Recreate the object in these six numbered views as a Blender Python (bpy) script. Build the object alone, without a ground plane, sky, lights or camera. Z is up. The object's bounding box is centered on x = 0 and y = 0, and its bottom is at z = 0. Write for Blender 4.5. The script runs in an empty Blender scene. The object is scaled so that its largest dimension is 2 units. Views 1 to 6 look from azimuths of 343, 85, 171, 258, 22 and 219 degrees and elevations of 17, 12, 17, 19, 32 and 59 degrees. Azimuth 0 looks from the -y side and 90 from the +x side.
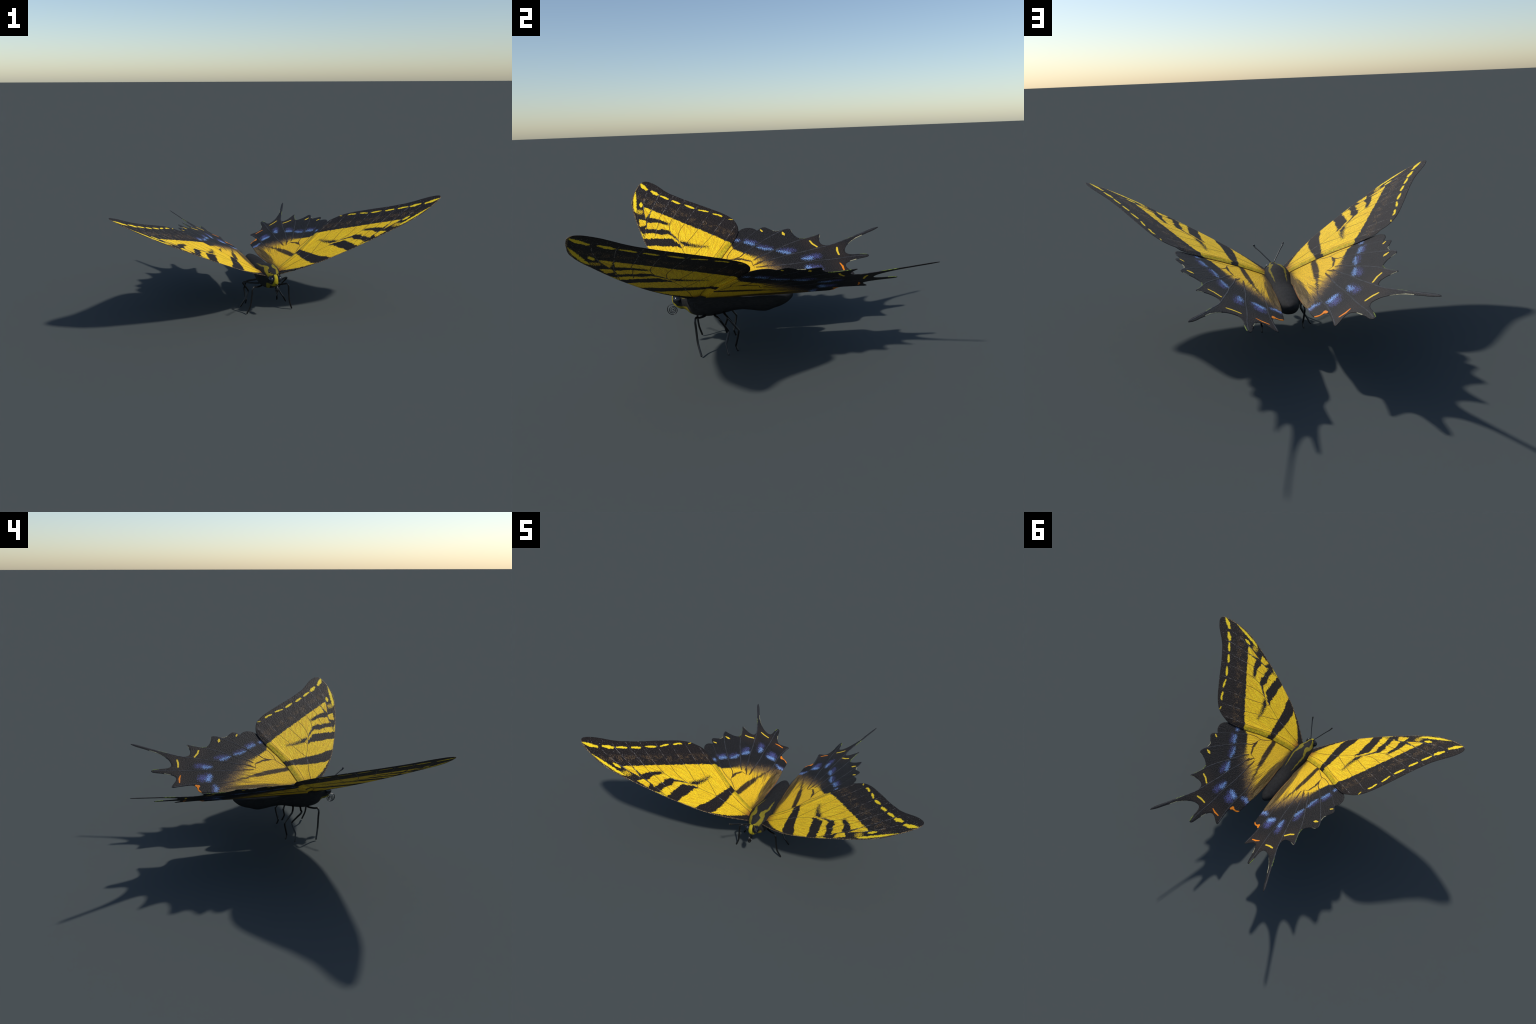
"""A two-tailed yellow-and-black swallowtail butterfly resting on six thin legs.

Every wing is a thin, nearly flat membrane drawn in its own plane (local X runs
out along the wing, local Y runs to the tail) and tilted 28 degrees upward; the
left wings are mirror images that share the mesh of the right ones.  Wing
markings are strokes (a spine with a half-width at each point) evaluated in
shader nodes on Object coordinates.
"""
import math
import random

import bpy
import numpy as np
from mathutils import Matrix, Vector
from mathutils.geometry import delaunay_2d_cdt

random.seed(7)
rng = np.random.default_rng(7)

TILT = math.radians(28.0)      # dihedral of the wings
ROOT_Z = 0.243                 # height of the wing crease over the ground
FORE_LIFT = 0.0087             # the forewing lies this far above the hindwing


# --------------------------------------------------------------------------
# small geometry helpers
# --------------------------------------------------------------------------
def link(ob, parent=None):
    bpy.context.scene.collection.objects.link(ob)
    if parent is not None:
        ob.parent = parent
    return ob


def make_mesh(name, verts, faces, mat=None, smooth=True):
    me = bpy.data.meshes.new(name)
    me.from_pydata([tuple(map(float, v)) for v in verts], [], [tuple(map(int, f)) for f in faces])
    me.validate()
    if mat:
        me.materials.append(mat)
    if smooth:
        me.polygons.foreach_set("use_smooth", [True] * len(me.polygons))
    me.update()
    return me


def spline(points, step, closed=False):
    """Centripetal Catmull-Rom curve through the points, sampled about every `step`."""
    P = np.asarray(points, float)
    n = len(P)
    out = []
    last = n if closed else n - 1
    for i in range(last):
        p1, p2 = P[i], P[(i + 1) % n]
        p0 = P[(i - 1) % n] if (closed or i > 0) else 2 * p1 - p2
        p3 = P[(i + 2) % n] if (closed or i + 2 < n) else 2 * p2 - p1
        d = [max(np.linalg.norm(b - a), 1e-6) ** 0.5 for a, b in ((p0, p1), (p1, p2), (p2, p3))]
        t0, t1 = 0.0, d[0]
        t2 = t1 + d[1]
        t3 = t2 + d[2]
        k = max(1, int(math.ceil(np.linalg.norm(p2 - p1) / step)))
        for j in range(k):
            t = t1 + (t2 - t1) * j / k
            a1 = (t1 - t) / (t1 - t0) * p0 + (t - t0) / (t1 - t0) * p1
            a2 = (t2 - t) / (t2 - t1) * p1 + (t - t1) / (t2 - t1) * p2
            a3 = (t3 - t) / (t3 - t2) * p2 + (t - t2) / (t3 - t2) * p3
            b1 = (t2 - t) / (t2 - t0) * a1 + (t - t0) / (t2 - t0) * a2
            b2 = (t3 - t) / (t3 - t1) * a2 + (t - t1) / (t3 - t1) * a3
            out.append((t2 - t) / (t2 - t1) * b1 + (t - t1) / (t2 - t1) * b2)
    if not closed:
        out.append(P[-1])
    return np.array(out)


def tube(path, radii, sides=12, squash=None, up=(0, 0, 1)):
    """Swept round tube with domed ends.  squash=(w, h) flattens the section."""
    P = np.asarray(path, float)
    R = np.asarray(radii, float) if np.ndim(radii) else np.full(len(P), float(radii))
    T = np.gradient(P, axis=0)
    T /= np.linalg.norm(T, axis=1)[:, None] + 1e-12
    u = np.asarray(up, float)
    if abs(u @ T[0]) > 0.95:
        u = np.array([1.0, 0.0, 0.0])
    # domed ends: extra shrinking rings
    rings = []
    N = u - (u @ T[0]) * T[0]
    N /= np.linalg.norm(N)
    frames = []
    for t in T:
        N = N - (N @ t) * t
        N /= np.linalg.norm(N)
        frames.append((N.copy(), np.cross(t, N)))
    for k in (0.25, 0.6, 0.9):
        ang = math.acos(k)
        rings.append((P[0] - T[0] * R[0] * math.sin(ang), R[0] * k, frames[0]))
    for p, r, f in zip(P, R, frames):
        rings.append((p, r, f))
    for k in (0.9, 0.6, 0.25):
        ang = math.acos(k)
        rings.append((P[-1] + T[-1] * R[-1] * math.sin(ang), R[-1] * k, frames[-1]))
    sw, sh = squash or (1, 1)
    verts, faces = [], []
    for p, r, (a, b) in rings:
        for i in range(sides):
            th = 2 * math.pi * i / sides
            verts.append(p + r * (sh * math.cos(th) * a + sw * math.sin(th) * b))
    m = len(rings)
    for i in range(m - 1):
        for j in range(sides):
            j2 = (j + 1) % sides
            faces.append((i * sides + j, i * sides + j2, (i + 1) * sides + j2, (i + 1) * sides + j))
    faces.append(tuple(reversed(range(sides))))
    faces.append(tuple((m - 1) * sides + j for j in range(sides)))
    return verts, faces


def joined(parts):
    V, F = [], []
    for v, f in parts:
        o = len(V)
        V += list(v)
        F += [tuple(i + o for i in q) for q in f]
    return V, F


def dist_to_line(Q, line, closed=False):
    Q = np.asarray(Q, float)
    A = np.asarray(line, float)
    B = np.roll(A, -1, axis=0) if closed else A[1:]
    A = A if closed else A[:-1]
    best = np.full(len(Q), 1e9)
    for a, b in zip(A, B):
        ab = b - a
        t = np.clip(((Q - a) @ ab) / (ab @ ab + 1e-15), 0, 1)
        best = np.minimum(best, np.linalg.norm(Q - (a + t[:, None] * ab), axis=1))
    return best


def inside(Q, loop):
    x, y = np.asarray(Q, float).T
    res = np.zeros(len(x), bool)
    L = np.asarray(loop)
    for (x1, y1), (x2, y2) in zip(L, np.roll(L, -1, axis=0)):
        hit = (y1 > y) != (y2 > y)
        xx = (x2 - x1) * (y - y1) / ((y2 - y1) if y2 != y1 else 1e-12) + x1
        res ^= hit & (x < xx)
    return res


def membrane(name, loop, top_z, thick, grid, mat):
    """Thin closed sheet over the outline: top follows top_z(a, y), rounded rim."""
    loop = np.asarray(loop)
    lo, hi = loop.min(0), loop.max(0)
    gx, gy = np.meshgrid(np.arange(lo[0], hi[0], grid), np.arange(lo[1], hi[1], grid))
    gx = gx + (np.arange(gx.shape[0]) % 2)[:, None] * grid * 0.5
    G = np.c_[gx.ravel(), gy.ravel()]
    G = G[inside(G, loop)]
    G = G[dist_to_line(G, loop, True) > grid * 0.7]
    # a rim row just inside the margin so that the edge can be rounded
    tang = np.roll(loop, -1, 0) - np.roll(loop, 1, 0)
    tang /= np.linalg.norm(tang, axis=1)[:, None]
    area = np.sum(loop[:, 0] * np.roll(loop[:, 1], -1) - np.roll(loop[:, 0], -1) * loop[:, 1])
    nrm = np.c_[-tang[:, 1], tang[:, 0]] * np.sign(area)
    R = loop + nrm * 0.0022
    ok = inside(R, loop) & (dist_to_line(R, loop, True) > 0.0015)
    R = R[ok]
    pts = [Vector(p) for p in loop] + [Vector(p) for p in R] + [Vector(p) for p in G]
    n = len(loop)
    v2, _, f2, _, _, _ = delaunay_2d_cdt(pts, [(i, (i + 1) % n) for i in range(n)], [], 1, 1e-7)
    V2 = np.array([tuple(v) for v in v2])
    d = dist_to_line(V2, loop, True)
    half = 0.5 * thick * (0.30 + 0.70 * np.sqrt(np.clip(d / 0.0022, 0, 1)))
    mid = top_z(V2[:, 0], V2[:, 1]) - 0.5 * thick
    m = len(V2)
    verts = np.r_[np.c_[V2, mid + half], np.c_[V2, mid - half]]
    faces, count = [], {}
    for f in f2:
        f = list(f)
        a = sum(V2[f[i], 0] * V2[f[(i + 1) % len(f)], 1] - V2[f[(i + 1) % len(f)], 0] * V2[f[i], 1] for i in range(len(f)))
        if a < 0:
            f.reverse()
        faces.append(tuple(f))
        faces.append(tuple(i + m for i in reversed(f)))
        for i in range(len(f)):
            e = (f[i], f[(i + 1) % len(f)])
            count[e] = count.get(e, 0) + 1
    for (a, b) in list(count):
        if (b, a) not in count:
            faces.append((b, a, a + m, b + m))
    return make_mesh(name, verts, faces, mat)


# --------------------------------------------------------------------------
# shader helpers
# --------------------------------------------------------------------------
class Net:
    """Thin wrapper that writes node trees as expressions."""

    def __init__(self, tree):
        self.t = tree

    def node(self, kind, **props):
        n = self.t.nodes.new(kind)
        for k, v in props.items():
            setattr(n, k, v)
        return n

    def put(self, sock, val):
        if isinstance(val, bpy.types.NodeSocket):
            self.t.links.new(val, sock)
        else:
            sock.default_value = val

    def m(self, op, a, b=None, c=None):
        n = self.node("ShaderNodeMath", operation=op)
        for s, v in zip(n.inputs, (a, b, c)):
            if v is not None:
                self.put(s, v)
        return n.outputs[0]

    def v(self, op, a, b=None, scale=None):
        n = self.node("ShaderNodeVectorMath", operation=op)
        self.put(n.inputs[0], a)
        if b is not None:
            self.put(n.inputs[1], b)
        if scale is not None:
            self.put(n.inputs["Scale"], scale)
        return n.outputs["Value"] if op in ("DOT_PRODUCT", "DISTANCE", "LENGTH") else n.outputs[0]

    def xyz(self, x, y, z=0.0):
        n = self.node("ShaderNodeCombineXYZ")
        for s, v in zip(n.inputs, (x, y, z)):
            self.put(s, v)
        return n.outputs[0]

    def split(self, vec):
        n = self.node("ShaderNodeSeparateXYZ")
        self.put(n.inputs[0], vec)
        return n.outputs

    def noise(self, vec, scale, detail=2.0, rough=0.5, color=False):
        n = self.node("ShaderNodeTexNoise")
        self.put(n.inputs["Vector"], vec)
        n.inputs["Scale"].default_value = scale
        n.inputs["Detail"].default_value = detail
        n.inputs["Roughness"].default_value = rough
        return n.outputs["Color" if color else "Fac"]

    def step(self, val, lo, hi, out0=0.0, out1=1.0):
        n = self.node("ShaderNodeMapRange", interpolation_type="SMOOTHSTEP")
        self.put(n.inputs[0], val)
        for s, v in zip(list(n.inputs)[1:5], (lo, hi, out0, out1)):
            self.put(s, v)
        return n.outputs[0]

    def mix(self, fac, a, b):
        n = self.node("ShaderNodeMix", data_type="RGBA")
        self.put(n.inputs[0], fac)
        for s, v in ((n.inputs[6], a), (n.inputs[7], b)):
            self.put(s, v if isinstance(v, bpy.types.NodeSocket) else (*v, 1.0))
        return n.outputs[2]

    def least(self, vals):
        vals = [x for x in vals if x is not None]
        out = vals[0]
        for x in vals[1:]:
            out = self.m("MINIMUM", out, x)
        return out

    def stroke(self, p, pts):
        """Signed distance to a stroke: spine points (a, y, half_width)."""
        best = None
        for (ax, ay, ra), (bx, by, rb) in zip(pts, pts[1:]):
            ab = Vector((bx - ax, by - ay, 0.0))
            pa = self.v("SUBTRACT", p, (ax, ay, 0.0))
            t = self.m("MINIMUM", self.m("MAXIMUM", self.v("DOT_PRODUCT", pa, tuple(ab / ab.length_squared)), 0.0), 1.0)
            d = self.v("DISTANCE", pa, self.v("SCALE", tuple(ab), scale=t))
            f = self.m("SUBTRACT", d, self.m("MULTIPLY_ADD", t, rb - ra, ra))
            best = f if best is None else self.m("MINIMUM", best, f)   # fold at once: keeps few values alive
        return best

    def strokes(self, p, many):
        best = None
        for s in many:
            f = self.stroke(p, s)
            best = f if best is None else self.m("MINIMUM", best, f)
        return best

    def half(self, one, a, b):
        """Signed distance to the line a->b, negative on its left."""
        d = Vector((b[0] - a[0], b[1] - a[1])).normalized()
        nx, ny = d.y, -d.x
        return self.v("DOT_PRODUCT", one, (nx, ny, -(nx * a[0] + ny * a[1])))

    def convex(self, one, pts):
        out = None
        area = sum(a[0] * b[1] - b[0] * a[1] for a, b in zip(pts, pts[1:] + pts[:1]))
        if area < 0:
            pts = pts[::-1]
        for a, b in zip(pts, pts[1:] + pts[:1]):
            h = self.half(one, a, b)
            out = h if out is None else self.m("MAXIMUM", out, h)
        return out


def material(name):
    mat = bpy.data.materials.new(name)
    mat.use_nodes = True
    mat.node_tree.nodes.clear()
    k = Net(mat.node_tree)
    out = k.node("ShaderNodeOutputMaterial")
    bsdf = k.node("ShaderNodeBsdfPrincipled")
    k.t.links.new(bsdf.outputs[0], out.inputs[0])
    return mat, k, bsdf


def flat_coords(k):
    """Object coordinates of the wing plane with the height dropped."""
    c = k.node("ShaderNodeTexCoord").outputs["Object"]
    x, y, z = k.split(c)
    return c, k.xyz(x, y, 0.0), x, y


def jitter(k, p, scale, amp, detail=2.0):
    nx = k.m("MULTIPLY_ADD", k.noise(p, scale, detail), 2 * amp, -amp)
    ny = k.m("MULTIPLY_ADD", k.noise(k.v("ADD", p, (3.7, 1.9, 0.0)), scale, detail), 2 * amp, -amp)
    return k.v("ADD", p, k.xyz(nx, ny, 0.0))


def grains(k, p, scale, lo=0.30, hi=0.70):
    """Loose scales: noise stretched to about -0.5 .. 0.5, a couple of millimetres across."""
    n = k.node("ShaderNodeMapRange", interpolation_type="SMOOTHSTEP")
    k.put(n.inputs[0], k.noise(p, scale, 1.0, 0.7))
    for sck, v in zip(list(n.inputs)[1:5], (lo, hi, -0.5, 0.5)):
        k.put(sck, v)
    return n.outputs[0]


def fan(k, p, root, ang, rad):
    """Coordinates that fan out from the wing root: stretched along the rays."""
    q = k.v("SUBTRACT", p, (root[0], root[1], 0.0))
    x, y, _ = k.split(q)
    return k.xyz(k.m("MULTIPLY", k.m("ARCTAN2", y, x), ang), k.m("MULTIPLY", k.v("LENGTH", q), rad), 0.0)


# --------------------------------------------------------------------------
# forewing: outline, veins, markings (wing-plane metres)
# --------------------------------------------------------------------------
FORE_COSTA = [(0.020, -0.345), (0.054, -0.396), (0.100, -0.432), (0.146, -0.466), (0.190, -0.498), (0.235, -0.525),
              (0.285, -0.553), (0.335, -0.577), (0.384, -0.597), (0.450, -0.622), (0.520, -0.648), (0.595, -0.671),
              (0.660, -0.690), (0.718, -0.705), (0.800, -0.727), (0.842, -0.736), (0.886, -0.742), (0.934, -0.745),
              (0.975, -0.741), (1.013, -0.734), (1.045, -0.728), (1.077, -0.719), (1.110, -0.707), (1.130, -0.691)]
FORE_MARGIN = [(1.1365, -0.676), (1.133, -0.655), (1.100, -0.611), (1.067, -0.582), (1.020, -0.545), (0.980, -0.507),
               (0.955, -0.476), (0.918, -0.430), (0.881, -0.378), (0.828, -0.301), (0.790, -0.249), (0.756, -0.203),
               (0.718, -0.160), (0.685, -0.131), (0.659, -0.116), (0.628, -0.105), (0.590, -0.098)]
FORE_REAR = [(0.560, -0.098), (0.518, -0.109), (0.443, -0.142), (0.400, -0.165), (0.320, -0.207), (0.240, -0.240),
             (0.143, -0.269), (0.085, -0.284), (0.030, -0.292)]


def fore_top(a, y):
    """Flat, with the rear edge rolled down onto the hindwing."""
    d = dist_to_line(np.c_[a, y], FORE_REAR)
    w = np.interp(a, [0.40, 0.52], [1.0, 0.55])
    swell = 0.0036 * np.exp(-((d - 0.038) / 0.018) ** 2)
    roll = (FORE_LIFT - 0.0026) * np.clip(1 - d / 0.034, 0, 1) ** 1.15
    return FORE_LIFT + w * (swell - roll)


FORE_VEINS = {
    "median": [(0.050, -0.356), (0.111, -0.369), (0.180, -0.374), (0.243, -0.385), (0.310, -0.392), (0.423, -0.428),
               (0.487, -0.447), (0.527, -0.466), (0.568, -0.492), (0.620, -0.501)],
    "radius": [(0.531, -0.643), (0.613, -0.637), (0.654, -0.637), (0.746, -0.629), (0.821, -0.612), (0.893, -0.596),
               (0.955, -0.580), (1.005, -0.557)],
    "radius_branch": [(0.726, -0.649), (0.784, -0.660), (0.852, -0.666), (0.913, -0.664), (0.968, -0.661), (1.001, -0.652)],
    "first": [(0.545, -0.583), (0.614, -0.576), (0.668, -0.567), (0.720, -0.565), (0.779, -0.544), (0.834, -0.527),
              (0.890, -0.510), (0.950, -0.485)],
    "second": [(0.568, -0.493), (0.617, -0.501), (0.666, -0.499), (0.740, -0.476), (0.820, -0.447), (0.895, -0.412)],
    "third": [(0.490, -0.448), (0.541, -0.449), (0.596, -0.438), (0.648, -0.416), (0.728, -0.380), (0.830, -0.331)],
    "fourth": [(0.431, -0.422), (0.476, -0.397), (0.534, -0.364), (0.585, -0.338), (0.641, -0.312), (0.703, -0.281),
               (0.785, -0.246)],
    "fifth": [(0.310, -0.388), (0.394, -0.333), (0.446, -0.304), (0.520, -0.259), (0.559, -0.241), (0.628, -0.205),
              (0.705, -0.160)],
    "anal": [(0.060, -0.335), (0.093, -0.327), (0.161, -0.316), (0.236, -0.296), (0.282, -0.275), (0.355, -0.234),
             (0.447, -0.187), (0.530, -0.150), (0.610, -0.112)],
}

FORE_BLACK = [  # the tiger bars
    [(0.338, -0.583, 0.020), (0.315, -0.545, 0.034), (0.293, -0.500, 0.037), (0.279, -0.430, 0.034), (0.271, -0.360, 0.030),
     (0.267, -0.310, 0.023), (0.260, -0.255, 0.020), (0.262, -0.235, 0.020)],
    [(0.495, -0.635, 0.032), (0.493, -0.590, 0.031), (0.492, -0.565, 0.031), (0.484, -0.528, 0.035), (0.484, -0.505, 0.035),
     (0.466, -0.472, 0.022), (0.452, -0.448, 0.011), (0.430, -0.432, 0.003)],
    [(0.600, -0.632, 0.021), (0.598, -0.605, 0.020), (0.592, -0.575, 0.018), (0.585, -0.545, 0.024), (0.580, -0.520, 0.020),
     (0.568, -0.500, 0.010), (0.550, -0.482, 0.004), (0.500, -0.451, 0.003)],
    [(0.706, -0.628, 0.024), (0.703, -0.605, 0.023), (0.700, -0.585, 0.018), (0.695, -0.570, 0.013), (0.677, -0.547, 0.011),
     (0.662, -0.520, 0.006)],
    [(0.474, -0.424, 0.005), (0.456, -0.406, 0.009), (0.444, -0.388, 0.004)],
    # brown leading edge near the root
    [(0.060, -0.400, 0.040), (0.104, -0.434, 0.030), (0.150, -0.469, 0.019), (0.205, -0.507, 0.011), (0.285, -0.553, 0.007)],
]
FORE_FUZZY = [[(0.480, -0.432, 0.008), (0.462, -0.405, 0.013), (0.443, -0.368, 0.014), (0.432, -0.328, 0.009), (0.424, -0.280, 0.004)],
              [(0.690, -0.560, 0.004), (0.665, -0.520, 0.009), (0.655, -0.505, 0.004)]]
FORE_YELLOW = [  # marginal dashes, then the spots near the tip
    [(1.108, -0.697, 0.006), (1.072, -0.681, 0.014), (1.040, -0.659, 0.009)],
    [(1.018, -0.624, 0.007), (0.995, -0.605, 0.0135), (0.976, -0.588, 0.009)],
    [(0.958, -0.562, 0.006), (0.940, -0.541, 0.010), (0.922, -0.521, 0.007)],
    [(0.898, -0.490, 0.005), (0.882, -0.467, 0.0095), (0.866, -0.448, 0.007)],
    [(0.847, -0.410, 0.004), (0.826, -0.383, 0.0085), (0.808, -0.361, 0.006)],
    [(0.788, -0.328, 0.0045), (0.776, -0.299, 0.0065), (0.765, -0.276, 0.007)],
    [(0.738, -0.238, 0.005), (0.723, -0.206, 0.006), (0.710, -0.190, 0.006)],
    [(0.676, -0.146, 0.002), (0.668, -0.129, 0.003)],
    [(1.018, -0.728, 0.002), (0.985, -0.728, 0.006), (0.940, -0.726, 0.0095), (0.885, -0.722, 0.010), (0.845, -0.718, 0.008),
     (0.810, -0.712, 0.007), (0.792, -0.706, 0.002)],
    [(0.892, -0.686, 0.005), (0.870, -0.682, 0.010), (0.852, -0.681, 0.007)],
    [(0.600, -0.669, 0.002), (0.570, -0.657, 0.005), (0.545, -0.650, 0.004)],
]
FORE_CELLS = [[(0.854, -0.663), (0.830, -0.638), (0.819, -0.615), (0.728, -0.644), (0.786, -0.658)],
              [(0.720, -0.684), (0.703, -0.642), (0.657, -0.642), (0.646, -0.676)]]


def forewing_group():
    g = bpy.data.node_groups.new("forewing_pattern", "ShaderNodeTree")
    g.interface.new_socket("Yellow", in_out="OUTPUT", socket_type="NodeSocketFloat")
    g.interface.new_socket("Color", in_out="OUTPUT", socket_type="NodeSocketColor")
    g.interface.new_socket("Height", in_out="OUTPUT", socket_type="NodeSocketFloat")
    k = Net(g)
    out = k.node("NodeGroupOutput")
    c, p, x, y = flat_coords(k)
    pj = jitter(k, p, 150, 0.0065, 3.0)
    pj = jitter(k, pj, 45, 0.0050, 1.0)
    jx, jy, _ = k.split(pj)
    one = k.xyz(jx, jy, 1.0)
    grain = grains(k, p, 210)

    # the yellow field: bounded by the black outer band and the radial vein
    field = k.m("MAXIMUM", k.half(one, (0.800, -0.600), (0.527, -0.245)), k.half(one, (0.527, -0.245), (0.440, -0.142)))
    field = k.m("MAXIMUM", field, k.half(one, (0.650, -0.636), (0.821, -0.613)))
    field = k.m("ADD", field, k.m("MULTIPLY_ADD", k.noise(p, 42, 2.0, 0.6), 0.022, -0.011))
    bars = k.strokes(pj, FORE_BLACK)
    fuzzy = k.m("ADD", k.strokes(pj, FORE_FUZZY), k.m("MULTIPLY", grain, 0.032))
    # the bars feather out along the scale rows
    rows = k.noise(fan(k, p, (0.05, -0.345), 44.0, 7.0), 1.5, 2.0, 0.6)
    bars = k.m("ADD", bars, k.m("MULTIPLY_ADD", rows, 0.026, -0.0145))
    black = k.m("MINIMUM", bars, fuzzy)
    f = k.m("MAXIMUM", field, k.m("MULTIPLY", black, -1.0))
    spots = k.least([k.strokes(pj, FORE_YELLOW)] + [k.convex(one, q) for q in FORE_CELLS])
    dust = k.m("ADD", k.stroke(pj, [(0.806, -0.697, 0.004), (0.795, -0.682, 0.012)]), k.m("MULTIPLY", grain, 0.034))
    f = k.least([f, spots, dust])
    f = k.m("ADD", f, k.m("MULTIPLY", grain, 0.0055))
    yellow = k.step(f, 0.0012, -0.0012)

    # yellow ground: striations fanning from the root, darker single scales
    rays = k.noise(fan(k, p, (0.05, -0.345), 26.0, 7.0), 1.6, 3.0, 0.65)
    fine = k.noise(fan(k, p, (0.05, -0.345), 60.0, 12.0), 1.5, 2.0, 0.6)
    mott = k.noise(p, 120, 3.0, 0.7)
    ycol = k.mix(k.step(rays, 0.42, 0.62), (1.0, 0.675, 0.014), (0.88, 0.52, 0.012))
    ycol = k.mix(k.step(rays, 0.40, 0.30, 0.0, 0.45), ycol, (0.98, 0.78, 0.10))
    ycol = k.mix(k.step(fine, 0.52, 0.66, 0.0, 0.60), ycol, (0.50, 0.27, 0.010))
    ycol = k.mix(k.step(mott, 0.56, 0.68, 0.0, 0.50), ycol, (0.48, 0.27, 0.012))
    scale = k.noise(p, 230, 1.0, 0.6)
    ycol = k.mix(k.step(scale, 0.54, 0.67, 0.0, 0.75), ycol, (0.25, 0.145, 0.010))
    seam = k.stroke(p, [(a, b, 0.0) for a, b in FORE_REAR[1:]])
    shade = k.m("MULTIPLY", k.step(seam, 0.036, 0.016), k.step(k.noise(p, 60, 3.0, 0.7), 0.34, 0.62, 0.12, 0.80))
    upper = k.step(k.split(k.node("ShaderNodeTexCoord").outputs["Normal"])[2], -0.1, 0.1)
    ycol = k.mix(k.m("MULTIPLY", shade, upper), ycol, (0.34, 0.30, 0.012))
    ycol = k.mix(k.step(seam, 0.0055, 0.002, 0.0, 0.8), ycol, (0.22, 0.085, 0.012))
    root = k.v("DISTANCE", p, (0.045, -0.350, 0.0))
    ycol = k.mix(k.step(k.m("ADD", root, k.m("MULTIPLY", k.m("SUBTRACT", rays, 0.5), 0.12)), 0.09, 0.02), ycol, (0.24, 0.075, 0.015))
    lemon = k.step(k.strokes(p, FORE_YELLOW), 0.006, 0.0)
    ycol = k.mix(k.m("MULTIPLY", lemon, 0.6), ycol, (0.96, 0.72, 0.018))

    # dark ground: warm black with gold dust along the band and pale flecks near the tip
    dn = k.noise(p, 200, 3.0, 0.75)
    dcol = k.mix(k.step(dn, 0.44, 0.68), (0.0055, 0.0036, 0.0034), (0.040, 0.029, 0.025))
    band = k.m("ABSOLUTE", k.m("SUBTRACT", k.half(k.xyz(x, y, 1.0), (0.800, -0.600), (0.527, -0.245)), 0.058))
    clump = k.noise(p, 26, 1.0)
    gold = k.m("MULTIPLY", k.m("MULTIPLY", k.step(band, 0.048, 0.0), k.step(clump, 0.42, 0.58)),
               k.step(k.noise(p, 200, 2.0, 0.7), 0.53, 0.62))
    dcol = k.mix(k.m("MULTIPLY", gold, 0.75), dcol, (0.33, 0.20, 0.085))
    tip = k.step(x, 0.55, 0.95, 0.10, 1.0)
    fleck = k.m("MULTIPLY", k.m("MAXIMUM", k.step(k.noise(p, 150, 1.0), 0.66, 0.73), k.step(k.noise(p, 75, 1.0), 0.74, 0.77)), tip)
    dcol = k.mix(k.m("MULTIPLY", fleck, 0.55), dcol, (0.32, 0.30, 0.28))
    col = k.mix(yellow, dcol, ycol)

    # thin leading-edge rim, brown to cream
    costa = k.stroke(p, [(a, b, 0.0) for a, b in FORE_COSTA[1::3]] + [(1.130, -0.691, 0.0)])
    rim = k.step(k.m("ADD", costa, k.m("MULTIPLY", grain, 0.003)), 0.0045, 0.0025)
    rcol = k.mix(k.step(k.noise(p, 150, 2.0), 0.48, 0.60), (0.045, 0.024, 0.016), (0.34, 0.25, 0.12))
    col = k.mix(k.m("MULTIPLY", rim, 0.85), col, rcol)

    h = k.m("ADD", k.m("MULTIPLY", rays, 0.9), k.m("ADD", k.m("MULTIPLY", k.noise(p, 150, 2.0, 0.6), 1.0), k.m("MULTIPLY", fine, 0.6)))
    for name, s in (("Yellow", yellow), ("Color", col), ("Height", h)):
        k.t.links.new(s, out.inputs[name])
    return g


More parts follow.
